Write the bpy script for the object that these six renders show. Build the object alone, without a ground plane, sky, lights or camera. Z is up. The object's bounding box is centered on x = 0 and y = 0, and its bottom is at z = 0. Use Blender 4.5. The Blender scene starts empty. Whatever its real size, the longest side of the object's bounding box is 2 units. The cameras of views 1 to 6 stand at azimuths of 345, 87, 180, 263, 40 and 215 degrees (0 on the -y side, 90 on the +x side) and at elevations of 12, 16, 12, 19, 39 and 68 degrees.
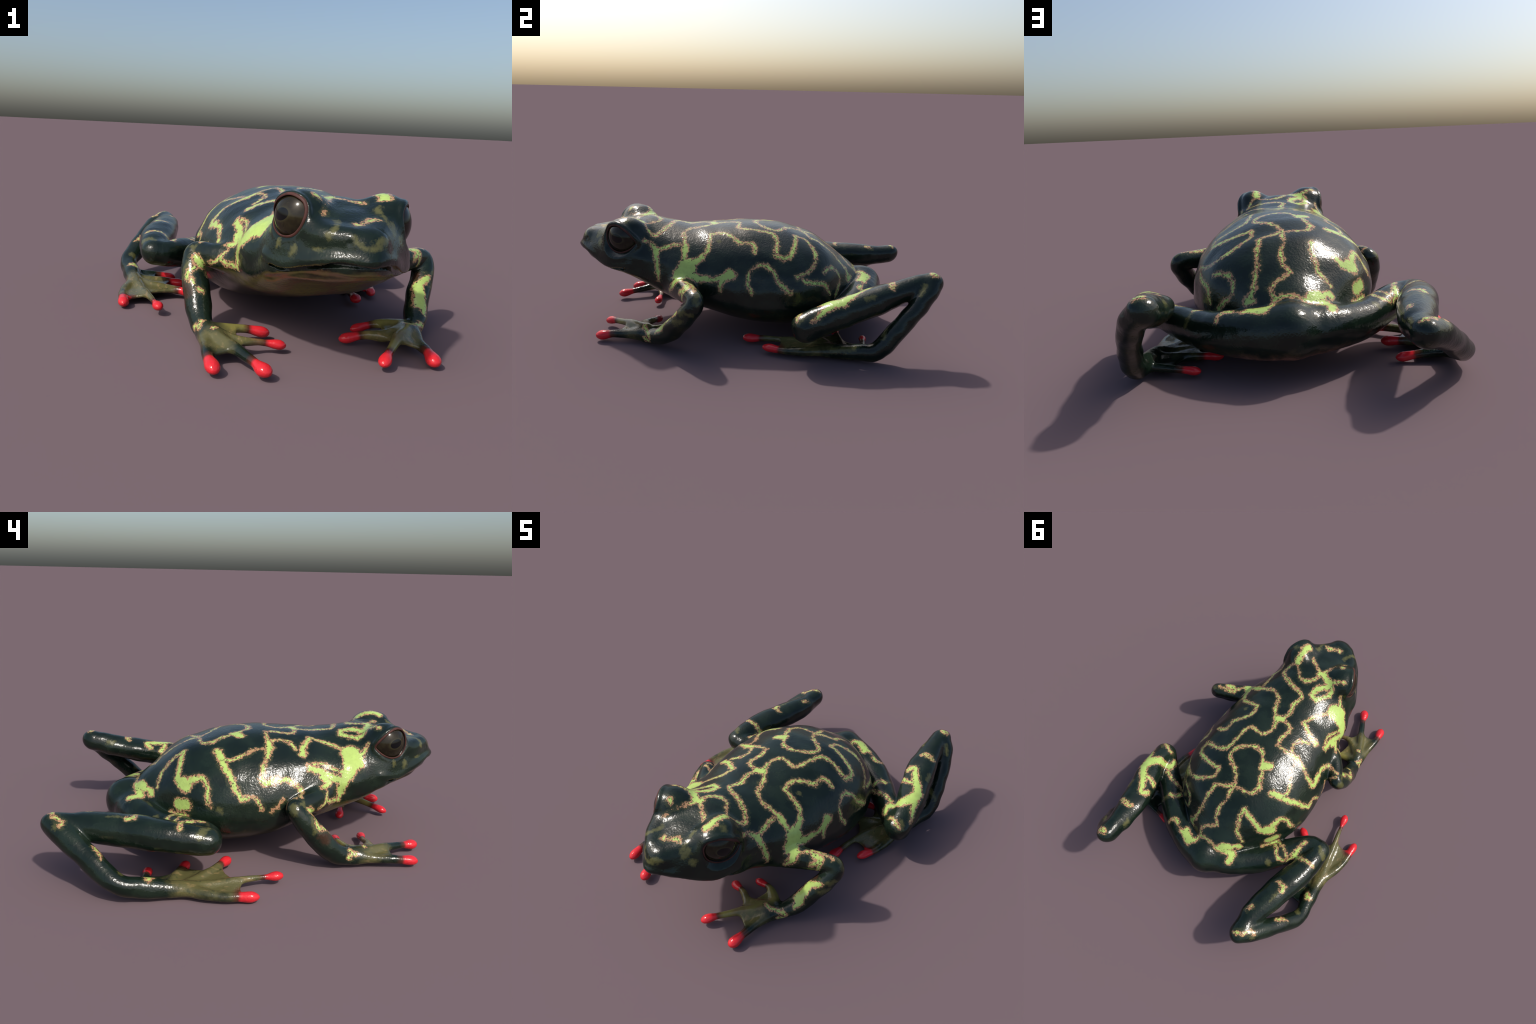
"""A dark green frog with a ragged yellow-green network on its back and red digit tips.

The body is described as an implicit surface: a lofted trunk and head, eye
domes, limbs and digits as tapering tubes, webs as thin membranes.  All are
blended, skinned with a surface net as ONE smooth mesh and then separated by
region into head, torso, limbs, hands, feet and digits.
"""
import bpy, math, time
import numpy as np

H = 0.0050                    # cell size of the surface net
rng = np.random.default_rng(7)

# --------------------------------------------------------------------------
# shape description
# --------------------------------------------------------------------------
# trunk and head, front to back:
#  y, centre x, half width, z of widest, top z, bottom z, roundness top / bottom
TRUNK = [
 (-1.006,0.022,0.022,0.455,0.464,0.444,2.0,2.0),
 (-0.993,0.023,0.037,0.457,0.472,0.435,2.0,2.0),
 (-0.960,0.026,0.078,0.442,0.494,0.395,2.0,2.3),
 (-0.880,0.032,0.155,0.422,0.546,0.361,2.5,3.0),
 (-0.800,0.045,0.221,0.409,0.580,0.340,2.5,3.3),
 (-0.700,0.041,0.267,0.393,0.602,0.317,2.4,3.3),
 (-0.600,0.035,0.284,0.368,0.617,0.269,2.0,3.2),
 (-0.500,0.053,0.305,0.342,0.596,0.212,1.95,2.9),
 (-0.400,0.063,0.343,0.330,0.581,0.171,2.0,2.7),
 (-0.250,0.056,0.383,0.304,0.584,0.127,2.1,2.5),
 (-0.100,0.051,0.418,0.272,0.595,0.080,2.05,2.4),
 (0.100,0.055,0.430,0.258,0.584,0.046,2.02,2.4),
 (0.250,0.055,0.404,0.247,0.552,0.043,2.08,2.3),
 (0.400,0.060,0.321,0.240,0.490,0.060,2.1,2.2),
 (0.500,0.048,0.220,0.235,0.407,0.074,2.0,2.0),
 (0.580,0.025,0.153,0.227,0.337,0.089,2.0,2.0),
 (0.660,0.006,0.068,0.214,0.266,0.118,2.0,2.0),
 (0.710,0.010,0.020,0.200,0.220,0.180,2.0,2.0),
]
NOSE = ((0.026,-0.930,0.488),(0.070,0.055,0.054))
# raised ridges that run from the brow to each nostril
RIDGES = [
 [(-0.107, -0.809, 0.526, 0.039),(-0.072, -0.869, 0.512, 0.039),(-0.026, -0.916, 0.513, 0.04)],
 [(0.157, -0.771, 0.553, 0.046),(0.108, -0.844, 0.526, 0.038),(0.055, -0.913, 0.508, 0.043)]]
EYE_R = 0.108
EYE = {"right": np.array((-0.110,-0.688,0.554))}
MIRROR = np.array((0.997,-0.053,-0.060)); MIRROR /= np.linalg.norm(MIRROR)
MID = np.array((0.038,-0.733,0.555))
def mirror(p):
    p = np.asarray(p, float)
    return p - 2*np.outer((p-MID) @ MIRROR, MIRROR).reshape(p.shape)
EYE["left"] = mirror(EYE["right"])
DOME = {"right": ((-0.124,-0.690,0.575),(0.092,0.098,0.080)),
        "left": ((0.201,-0.710,0.548),(0.086,0.108,0.093))}
# rim of the right eyelid opening
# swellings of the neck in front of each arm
SHOULDERS = [((-0.200,-0.465,0.375),(0.080,0.100,0.100))]
LID = [(-0.139,-0.790,0.596),(-0.143,-0.767,0.617),(-0.171,-0.722,0.634),(-0.194,-0.678,0.618),
       (-0.203,-0.640,0.587),(-0.196,-0.618,0.549),(-0.205,-0.640,0.522),(-0.205,-0.677,0.500),
       (-0.192,-0.716,0.491),(-0.174,-0.757,0.497),(-0.158,-0.783,0.522),(-0.144,-0.793,0.562)]
MOUTH = [(-0.242,-0.652,0.392),(-0.226,-0.700,0.381),(-0.210,-0.742,0.376),(-0.182,-0.797,0.380),(-0.150,-0.855,0.405),
         (-0.110,-0.910,0.426),(-0.050,-0.965,0.435),(0.030,-0.990,0.433),(0.100,-0.965,0.428),
         (0.145,-0.930,0.413),(0.185,-0.880,0.385),(0.236,-0.820,0.372),(0.288,-0.746,0.374),(0.314,-0.688,0.384)]
THROAT_FOLD = [(-0.210,-0.640,0.318),(-0.195,-0.700,0.328),(-0.170,-0.790,0.352),(-0.120,-0.870,0.374),(-0.071,-0.918,0.383),(0.001,-0.938,0.378),
               (0.077,-0.925,0.374),(0.145,-0.880,0.360),(0.206,-0.820,0.345),(0.262,-0.730,0.325),(0.290,-0.650,0.315)]
NOSTRILS = [(-0.048,-0.955,0.510),(0.098,-0.952,0.502)]

# limbs: x, y, z, radius along the bone
ARM = {
 "right": [(-0.222,-0.359,0.315,0.080),(-0.331,-0.277,0.314,0.055),(-0.412,-0.182,0.316,0.044),(-0.432,-0.208,0.270,0.051),
           (-0.425,-0.288,0.173,0.054),(-0.424,-0.378,0.080,0.050),(-0.415,-0.470,0.048,0.037),(-0.398,-0.545,0.043,0.024)],
 "left":  [(0.340,-0.412,0.300,0.072),(0.468,-0.362,0.307,0.055),(0.603,-0.307,0.308,0.046),(0.614,-0.324,0.263,0.049),
           (0.555,-0.406,0.153,0.053),(0.503,-0.486,0.076,0.049),(0.452,-0.558,0.045,0.035),(0.395,-0.620,0.041,0.023)]}
THIGH = {
 "right": [(0.021,0.634,0.198,0.110),(-0.179,0.564,0.187,0.086),(-0.356,0.396,0.190,0.078),(-0.486,0.250,0.216,0.064),(-0.540,0.235,0.226,0.055)],
 "left":  [(0.028,0.652,0.204,0.115),(0.200,0.617,0.186,0.100),(0.394,0.506,0.176,0.080),(0.580,0.318,0.183,0.064),(0.638,0.266,0.186,0.060)]}
SHANK = {
 "right": [(-0.559,0.240,0.228,0.061),(-0.549,0.420,0.250,0.068),(-0.497,0.607,0.256,0.074),(-0.443,0.799,0.264,0.061),(-0.434,0.920,0.272,0.054)],
 "left":  [(0.664,0.250,0.190,0.072),(0.652,0.400,0.252,0.074),(0.601,0.600,0.306,0.071),(0.562,0.764,0.355,0.060),(0.542,0.899,0.388,0.051)]}
CALF = {"right": [(-0.530,0.360,0.240,0.050),(-0.471,0.590,0.258,0.063),(-0.429,0.800,0.268,0.053)],
        "left":  [(0.594,0.430,0.268,0.036),(0.537,0.620,0.318,0.042),(0.537,0.790,0.355,0.044)]}
TARSUS = {
 "right": [(-0.440,0.946,0.281,0.048),(-0.510,0.868,0.243,0.052),(-0.585,0.765,0.172,0.052),(-0.667,0.638,0.085,0.047),(-0.658,0.530,0.057,0.046),(-0.650,0.400,0.044,0.036),(-0.645,0.300,0.038,0.025)],
 "left":  [(0.558,0.912,0.390,0.051),(0.607,0.862,0.330,0.048),(0.656,0.748,0.211,0.046),(0.672,0.622,0.070,0.046),(0.648,0.520,0.051,0.041),(0.622,0.410,0.042,0.033),(0.585,0.310,0.036,0.024)]}
# digits: centre line of each, last point = centre of the swollen tip
FINGERS = {
 "right": [[(-0.400,-0.470,0.062,0.030),(-0.330,-0.458,0.060,0.022),(-0.243,-0.444,0.049,0.016),(-0.180,-0.446,0.034,0.014)],
           [(-0.400,-0.500,0.060,0.032),(-0.335,-0.570,0.056,0.026),(-0.275,-0.595,0.052,0.021),(-0.222,-0.588,0.043,0.016),(-0.150,-0.598,0.032,0.015)],
           [(-0.400,-0.520,0.060,0.034),(-0.370,-0.600,0.062,0.027),(-0.341,-0.666,0.058,0.021),(-0.309,-0.738,0.047,0.017),(-0.273,-0.830,0.036,0.017)],
           [(-0.420,-0.480,0.052,0.034),(-0.436,-0.601,0.044,0.023),(-0.448,-0.699,0.041,0.017),(-0.443,-0.774,0.030,0.017)]],
 "left":  [[(0.420,-0.535,0.064,0.030),(0.363,-0.490,0.061,0.022),(0.306,-0.464,0.049,0.016),(0.245,-0.460,0.036,0.014)],
           [(0.400,-0.575,0.060,0.032),(0.335,-0.606,0.056,0.026),(0.285,-0.607,0.052,0.021),(0.228,-0.577,0.047,0.016),(0.155,-0.556,0.030,0.015)],
           [(0.400,-0.600,0.060,0.034),(0.358,-0.645,0.066,0.027),(0.316,-0.687,0.066,0.021),(0.251,-0.755,0.052,0.017),(0.196,-0.820,0.036,0.017)],
           [(0.435,-0.585,0.052,0.034),(0.414,-0.680,0.044,0.023),(0.404,-0.758,0.042,0.017),(0.394,-0.826,0.032,0.017)]]}
TOES = {
 "right": [[(-0.640,0.545,0.045,0.022),(-0.560,0.532,0.039,0.016),(-0.500,0.528,0.032,0.014),(-0.445,0.524,0.023,0.014)],
           [(-0.640,0.450,0.045,0.024),(-0.560,0.405,0.040,0.016),(-0.490,0.378,0.038,0.015),(-0.418,0.350,0.033,0.015)],
           [(-0.645,0.400,0.043,0.024),(-0.570,0.290,0.040,0.017),(-0.490,0.218,0.040,0.016),(-0.390,0.150,0.034,0.016)],
           [(-0.648,0.400,0.043,0.026),(-0.628,0.250,0.043,0.019),(-0.598,0.085,0.046,0.016),(-0.568,-0.072,0.041,0.016)],
           [(-0.650,0.420,0.042,0.025),(-0.674,0.312,0.040,0.021),(-0.715,0.185,0.030,0.019),(-0.717,0.060,0.025,0.018)]],
 "left":  [[(0.650,0.555,0.045,0.022),(0.565,0.568,0.039,0.016),(0.500,0.580,0.035,0.014),(0.434,0.592,0.030,0.014)],
           [(0.640,0.470,0.045,0.024),(0.545,0.456,0.040,0.016),(0.450,0.456,0.040,0.015),(0.358,0.454,0.038,0.015)],
           [(0.630,0.420,0.043,0.024),(0.515,0.370,0.040,0.017),(0.415,0.322,0.040,0.016),(0.318,0.284,0.036,0.016)],
           [(0.610,0.410,0.043,0.026),(0.520,0.290,0.040,0.019),(0.460,0.150,0.035,0.016),(0.434,-0.025,0.033,0.016)],
           [(0.625,0.420,0.043,0.024),(0.618,0.300,0.038,0.022),(0.602,0.160,0.033,0.019),(0.566,0.078,0.034,0.018)]]}
# webs between neighbouring digits: how far along each digit they reach, bow of the free edge
HAND_WEBS = [(0,1,.50,.40,.22),(1,2,.55,.55,.16),(2,3,.55,.62,.12)]
FOOT_WEBS = [(0,1,.45,.55,.22),(1,2,.84,.60,.22),(2,3,.86,.62,.20),(3,4,.70,.93,.17)]

# --------------------------------------------------------------------------
# signed distances; x, y, z are arrays that broadcast
# --------------------------------------------------------------------------
def catmull(P, n):
    P = np.asarray(P, float)
    Q = np.vstack([2*P[0]-P[1], P, 2*P[-1]-P[-2]])
    out = []
    for i in range(1, len(Q)-2):
        a, b, c, d = Q[i-1:i+3]
        for k in range(n):
            t = k/n
            out.append(.5*(2*b+(c-a)*t+(2*a-5*b+4*c-d)*t*t+(3*b-a-3*c+d)*t**3))
    return np.array(out+[P[-1]])

def capsule(x, y, z, a, b, ra, rb):
    ab = b-a; L = float(ab@ab)+1e-12
    t = np.clip(((x-a[0])*ab[0]+(y-a[1])*ab[1]+(z-a[2])*ab[2])*(1/L), 0, 1)
    return np.sqrt((x-a[0]-t*ab[0])**2+(y-a[1]-t*ab[1])**2+(z-a[2]-t*ab[2])**2)-(ra+t*(rb-ra))

class Tube:
    def __init__(s, pts, n=4):
        s.c = catmull(pts, n); s.c[:,3] = np.maximum(s.c[:,3], .006)
    def bounds(s):
        return (s.c[:,:3]-s.c[:,3:]).min(0), (s.c[:,:3]+s.c[:,3:]).max(0)
    def __call__(s, x, y, z):
        d = None
        for a, b in zip(s.c[:-1], s.c[1:]):
            q = capsule(x, y, z, a[:3], b[:3], a[3], b[3])
            d = q if d is None else np.minimum(d, q)
        return d

class Ellipsoid:
    def __init__(s, c, r, axes=np.eye(3)):
        s.c, s.r, s.A = np.array(c, float), np.array(r, float), np.array(axes, float)
    def bounds(s):
        return s.c-s.r.max(), s.c+s.r.max()
    def __call__(s, x, y, z):
        d = (x-s.c[0], y-s.c[1], z-s.c[2]); k0 = 1e-9; k1 = 1e-9
        for i in range(3):
            q = d[0]*s.A[i,0]+d[1]*s.A[i,1]+d[2]*s.A[i,2]
            k0 = k0+(q/s.r[i])**2; k1 = k1+(q/s.r[i]**2)**2
        k0 = np.sqrt(k0)
        return k0*(k0-1)/np.sqrt(k1)

class Web:
    """membrane spanned between two digit centre lines"""
    def __init__(s, A, B, ta, tb, bow, r=.0075, steps=26):
        s.seg = []
        A, B = catmull(A, 6), catmull(B, 6)
        def at(C, t):
            f = t*(len(C)-1); i = min(int(f), len(C)-2); return C[i]+(f-i)*(C[i+1]-C[i])
        for k in range(steps):
            u = (k+.5)/steps
            a, b = at(A, ta*u)[:3], at(B, tb*u)[:3]
            base = .5*(at(A, ta*u*.55)[:3]+at(B, tb*u*.55)[:3])
            m = .5*(a+b); m = m+(base-m)*bow*2*u
            m[2] = .5*(a[2]+b[2])-.006
            pts = [a, .25*a+.5*m+.25*b, b]
            q = [a, .5625*a+.375*m+.0625*b, pts[1], .0625*a+.375*m+.5625*b, b]
            s.seg += list(zip(q[:-1], q[1:]))
        s.r = r
    def bounds(s):
        P = np.array([p for q in s.seg for p in q]); return P.min(0)-s.r, P.max(0)+s.r
    def __call__(s, x, y, z):
        d = None
        for a, b in s.seg:
            q = capsule(x, y, z, a, b, s.r, s.r)
            d = q if d is None else np.minimum(d, q)
        return d

class Loft:
    def __init__(s, st):
        s.s = np.array(st, float); y = s.s[:,0]; V = s.s[:,1:]
        h = np.diff(y); dl = np.diff(V, axis=0)/h[:,None]
        m = np.empty_like(V); m[0], m[-1] = dl[0], dl[-1]
        w1, w2 = h[:-1,None], h[1:,None]
        m[1:-1] = (dl[:-1]*w2+dl[1:]*w1)/(w1+w2)
        s.y, s.V, s.m = y, V, m
    def bounds(s):
        S = s.s
        return np.array([(S[:,1]-S[:,2]).min(), S[0,0], S[:,5].min()]), np.array([(S[:,1]+S[:,2]).max(), S[-1,0], S[:,4].max()])
    def at(s, y):
        i = np.clip(np.searchsorted(s.y, y)-1, 0, len(s.y)-2)
        h = s.y[i+1]-s.y[i]; t = ((y-s.y[i])/h)[...,None]; h = h[...,None]
        return s.V[i]*(1+2*t)*(1-t)**2+s.m[i]*h*t*(1-t)**2+s.V[i+1]*t*t*(3-2*t)+s.m[i+1]*h*t*t*(t-1)
    def __call__(s, x, y, z):
        yc = np.clip(y, s.y[0], s.y[-1])
        A = s.at(yc); cx, w, zw, zt, zb, nt, nb = [A[...,k] for k in range(7)]
        w = np.maximum(w, .003)
        dx, dz = x-cx, z-zw; up = dz > 0
        h = np.maximum(np.where(up, zt-zw, zw-zb), .003); n = np.where(up, nt, nb)
        r = ((np.abs(dx)/w)**n+(np.abs(dz)/h)**n)**(1/n)+1e-6
        q = np.sqrt(dx*dx+dz*dz)+1e-6
        d = np.where(r > .2, q*(1-1/r), (r-1)*np.minimum(w, h))
        return np.where(np.abs(y-yc) > 0, np.sqrt(np.maximum(d, 0)**2+(y-yc)**2), d)

def smin(a, b, k):
    h = np.maximum(k-np.abs(a-b), 0)/k
    return np.minimum(a, b)-h*h*k*.25

def tip(pts, half):
    """swollen, slightly flattened end of a digit"""
    a, b = np.array(pts[-2][:3]), np.array(pts[-1][:3])
    f = (b-a)/np.linalg.norm(b-a); s = np.cross(f, (0,0,1)); s /= np.linalg.norm(s); u = np.cross(s, f)
    return Ellipsoid(b, half, [f, s, u])

TRUNK_F = Loft(TRUNK)
PARTS = {}                      # part name -> list of shapes, for labels and for the grid
def limb(side):
    fore, hind = "forelimb_"+side, "hindlimb_"+side
    PARTS[fore] = [Tube(ARM[side])]
    PARTS[hind] = [Tube(THIGH[side]), Tube(SHANK[side]), Tube(TARSUS[side]), Tube(CALF[side])]
    for i, p in enumerate(FINGERS[side]):
        half = [(.030,.017,.0135),(.032,.021,.015),(.036,.025,.0165),(.034,.023,.0165)][i]
        PARTS[f"finger_{side}_{i}"] = [Tube(p), tip(p, half)]
    for i, p in enumerate(TOES[side]):
        half = [(.030,.019,.014),(.034,.021,.017),(.036,.022,.018),(.038,.023,.018),(.042,.023,.018)][i]
        PARTS[f"toe_{side}_{i}"] = [Tube(p), tip(p, half)]
    PARTS["hand_"+side] = [Web(FINGERS[side][a], FINGERS[side][b], ta, tb, w) for a, b, ta, tb, w in HAND_WEBS]
    PARTS["foot_"+side] = [Web(TOES[side][a], TOES[side][b], ta, tb, w) for a, b, ta, tb, w in FOOT_WEBS]
limb("right"); limb("left")

# --------------------------------------------------------------------------
# distance grid
# --------------------------------------------------------------------------
LO, HI = np.array((-.79,-1.05,-.03)), np.array((.78,1.04,.70))
N = np.ceil((HI-LO)/H).astype(int)
AX = [(LO[i]+H*np.arange(N[i])).astype(np.float32) for i in range(3)]
G = np.full(N, .2, np.float32)

def block(shape, margin):
    lo, hi = shape.bounds()
    i0 = np.clip(np.floor((lo-margin-LO)/H).astype(int), 0, N-1); i1 = np.clip(np.ceil((hi+margin-LO)/H).astype(int)+1, 1, N)
    sl = tuple(slice(a, b) for a, b in zip(i0, i1))
    return sl, AX[0][sl[0]][:,None,None], AX[1][sl[1]][None,:,None], AX[2][sl[2]][None,None,:]

def add(shape, k, grid=None):
    g = G if grid is None else grid
    sl, x, y, z = block(shape, .05)
    d = np.minimum(shape(x, y, z), .2).astype(np.float32)
    g[sl] = smin(g[sl], d, k) if k > 0 else np.minimum(g[sl], d)

def sphere(c, r): return Ellipsoid(c, (r, r, r))

add(TRUNK_F, 0)

for side in ("right", "left"):
    add(Ellipsoid(*DOME[side]), .05)
for c, r in SHOULDERS: add(Ellipsoid(c, r), .06)
for r in RIDGES: add(Tube(r), .04)
add(Ellipsoid(*NOSE), .028)
add(Ellipsoid((0.022,-0.950,0.460),(0.056,0.042,0.043)), .03)

class EyeOpening:
    """cone through the almond shaped lid opening, outside the eyeball"""
    def __init__(s, c, rim):
        s.c = np.array(c); q = np.array(rim)-s.c
        s.n = q.mean(0); s.n /= np.linalg.norm(s.n)
        s.a = np.cross(s.n, (0,0,1)); s.a /= np.linalg.norm(s.a); s.b = np.cross(s.n, s.a)
        d = q@s.n
        s.poly = catmull(np.stack([np.append(q@s.a/d, (q@s.a/d)[:1]), np.append(q@s.b/d, (q@s.b/d)[:1])], 1), 3)[:-1]
    def bounds(s): return s.c-.15, s.c+.15
    def cone(s, x, y, z):
        dx, dy, dz = x-s.c[0], y-s.c[1], z-s.c[2]
        dn = dx*s.n[0]+dy*s.n[1]+dz*s.n[2]; ok = dn > .03; w = np.where(ok, dn, 1)
        u = (dx*s.a[0]+dy*s.a[1]+dz*s.a[2])/w; v = (dx*s.b[0]+dy*s.b[1]+dz*s.b[2])/w
        best = None; inside = np.zeros(u.shape, bool)
        P = s.poly
        for (x0, y0), (x1, y1) in zip(P, np.roll(P, -1, 0)):
            ex, ey = x1-x0, y1-y0; t = np.clip(((u-x0)*ex+(v-y0)*ey)/(ex*ex+ey*ey+1e-12), 0, 1)
            d = (u-x0-t*ex)**2+(v-y0-t*ey)**2; best = d if best is None else np.minimum(best, d)
            inside ^= ((y0 > v) != (y1 > v)) & (u < ex*(v-y0)/(ey if abs(ey) > 1e-9 else 1e-9)+x0)
        d = np.sqrt(best)*dn; d = np.where(inside, -d, d)
        return np.where(ok, d, .1), np.sqrt(dx*dx+dy*dy+dz*dz)
    def __call__(s, x, y, z):
        d, r = s.cone(x, y, z)
        return np.maximum(d, EYE_R-.03-r)
class LidSkin(EyeOpening):
    """skin that hugs the ball in a band round the opening"""
    def __call__(s, x, y, z):
        d, r = s.cone(x, y, z)
        return np.maximum(np.maximum(d-.017, r-EYE_R-.0058), EYE_R-.05-r)

LIDS = {"right": np.array(LID), "left": mirror(np.array(LID))}
for side in ("right", "left"): add(LidSkin(EYE[side], LIDS[side]), .032)

# the four limbs blend gently into the trunk, each digit into its hand or foot
for side in ("right", "left"):
    L = np.full(N, .2, np.float32)
    for s in PARTS["forelimb_"+side]: add(s, 0, L)
    for i in range(4):
        for s in PARTS[f"finger_{side}_{i}"]: add(s, .018, L)
    for s in PARTS["hand_"+side]: add(s, .016, L)
    G = smin(G, L, .024)
    L[...] = .2
    th, sh, ta, ca = PARTS["hindlimb_"+side]
    add(sh, 0, L); add(ca, .03, L); add(ta, .02, L)
    for i in range(5):
        for s in PARTS[f"toe_{side}_{i}"]: add(s, .016, L)
    for s in PARTS["foot_"+side]: add(s, .014, L)
    M = np.full(N, .2, np.float32); add(th, 0, M)
    L = smin(L, M, .015)
    G = smin(G, L, .014)
del L, M

for side in ("right", "left"):
    e = EyeOpening(EYE[side], LIDS[side]); sl, x, y, z = block(e, 0)
    G[sl] = np.maximum(G[sl], -e(x, y, z))

def carve(shape, k):
    sl, x, y, z = block(shape, .04)
    G[sl] = -smin(-G[sl], shape(x, y, z).astype(np.float32), k)

def trunk_surface(p):
    """move a point along the trunk section onto the skin"""
    p = np.array(p, float)
    for _ in range(12):
        f = lambda q: float(sample(q[None])[0])
        d = f(p); g = np.array([f(p+e)-f(p-e) for e in np.eye(3)*.004])/.008
        p -= d*g/(g@g+1e-6)
    return p

def sample(P):
    q = np.clip((P-LO)/H, 0, N-1.001); i = q.astype(int); t = q-i; out = 0
    for a in (0,1):
        for b in (0,1):
            for c in (0,1):
                w = (t[:,0] if a else 1-t[:,0])*(t[:,1] if b else 1-t[:,1])*(t[:,2] if c else 1-t[:,2])
                out = out+w*G[i[:,0]+a, i[:,1]+b, i[:,2]+c]
    return out

lip = catmull(np.array([trunk_surface(p) for p in MOUTH]), 3)
n_lip = len(lip)
lip_in = lip*np.array((.975,1,1))+np.array((0,.006,.002))      # the slit runs a little inside the skin
groove = [(*p, .0125*min(1, .62+4*min(i, n_lip-1-i)/n_lip)) for i, p in enumerate(lip_in)]
# the upper lip stands a little proud of the lower one
add(Tube([(p[0], p[1], p[2]+.017, .006+.006*min(1, 5*min(i, n_lip-1-i)/n_lip)) for i, p in enumerate(lip*np.array((.985,.995,1))+np.array((0,.004,0)))], 1), .03)
carve(Tube([(p[0]*.99, p[1]+.002, p[2]-.021, .007) for p in lip[3:-3]], 1), .03)      # lower lip set back
fold = catmull(np.array([trunk_surface(p) for p in THROAT_FOLD]), 3)      # soft crease behind the jaw
carve(Tube([(p[0], p[1]+.004, p[2]-.006, .010) for p in fold], 1), .035)
for p in NOSTRILS:
    carve(sphere(trunk_surface(p), .0075), .010)

# gentle unevenness of the skin: low, wide lumps
def lumps(x, y, z):
    v = 0
    for f, a in ((13., .0012), (31., .0014), (70., .0008)):
        for _ in range(3):
            k = rng.normal(size=3); k *= f/np.linalg.norm(k); v = v+a*np.sin(k[0]*x+k[1]*y+k[2]*z+rng.uniform(0, 6.28))
    return v
G += lumps(AX[0][:,None,None], AX[1][None,:,None], AX[2][None,None,:]).astype(np.float32)

G -= .0022
# light smoothing of the field rounds the joints
for ax in range(3):
    G = .25*np.roll(G, 1, ax)+.5*G+.25*np.roll(G, -1, ax)
carve(Tube(groove, 1), .003)        # the mouth stays crisp

# --------------------------------------------------------------------------
# surface net
# --------------------------------------------------------------------------
def surface_net():
    S = G < 0
    cs = np.zeros(N-1, np.int8)
    for a in (0,1):
        for b in (0,1):
            for c in (0,1):
                cs += S[a:N[0]-1+a, b:N[1]-1+b, c:N[2]-1+c]
    cell = np.argwhere((cs > 0) & (cs < 8))
    idx = np.full(N-1, -1, np.int32); idx[tuple(cell.T)] = np.arange(len(cell))
    acc = np.zeros((len(cell), 3)); cnt = np.zeros(len(cell))
    corners = [np.array(c) for c in np.ndindex(2,2,2)]
    for c0 in corners:
        for ax in range(3):
            if c0[ax]: continue
            c1 = c0.copy(); c1[ax] = 1
            v0 = G[tuple((cell+c0).T)]; v1 = G[tuple((cell+c1).T)]
            m = (v0 < 0) != (v1 < 0); t = v0/np.where(m, v0-v1, 1)
            p = cell+c0+t[:,None]*(c1-c0)
            acc[m] += p[m]; cnt[m] += 1
    V = LO+H*acc/cnt[:,None]
    quads = []
    for ax in range(3):
        u, v = [(1,2),(2,0),(0,1)][ax]
        a = [slice(None)]*3; b = [slice(None)]*3; a[ax] = slice(0,-1); b[ax] = slice(1,None)
        s0, s1 = S[tuple(a)], S[tuple(b)]
        e = np.argwhere(s0 != s1)
        e = e[(e[:,u] > 0) & (e[:,v] > 0) & (e[:,u] < N[u]-1) & (e[:,v] < N[v]-1)]
        du = np.zeros(3, int); du[u] = 1; dv = np.zeros(3, int); dv[v] = 1
        q = np.stack([idx[tuple((e+o).T)] for o in (-du-dv, -dv, 0*du, -du)], 1)
        flip = ~S[tuple(e.T)]
        q[flip] = q[flip][:, ::-1]
        quads.append(q)
    return V, np.concatenate(quads)

V, Q = surface_net()
def gradient(P, h=H*.8):
    return np.stack([sample(P+e)-sample(P-e) for e in np.eye(3)*h], 1)/(2*h)
for _ in range(2):
    g = gradient(V); V -= (sample(V)/np.maximum((g*g).sum(1), .05))[:,None]*g
# drop stray islands
par = np.arange(len(V))
def components():
    lab = np.arange(len(V))
    while True:
        m = lab[Q].min(1); new = lab.copy()
        np.minimum.at(new, Q.ravel(), np.repeat(m, 4))
        new = new[new]
        if (new == lab).all(): return lab
        lab = new
lab = components(); big = np.bincount(lab).argmax()
Q = Q[lab[Q[:,0]] == big]
used = np.unique(Q); remap = np.full(len(V), -1); remap[used] = np.arange(len(used)); V = V[used]; Q = remap[Q]
DROP = 0.0
# a relaxing pass removes the stepping of the grid
for _ in range(2):
    s = np.zeros_like(V); c = np.zeros(len(V))
    for k in range(4):
        np.add.at(s, Q[:,k], V[Q[:,(k+1)%4]]+V[Q[:,(k+3)%4]]); np.add.at(c, Q[:,k], 2)
    V = .5*V+.5*s/c[:,None]
fn = np.cross(V[Q[:,2]]-V[Q[:,0]], V[Q[:,3]]-V[Q[:,1]])
NRM = np.zeros_like(V)
for k in range(4): np.add.at(NRM, Q[:,k], fn)
NRM /= np.linalg.norm(NRM, axis=1)[:,None]+1e-12
C = V[Q].mean(1)

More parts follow.
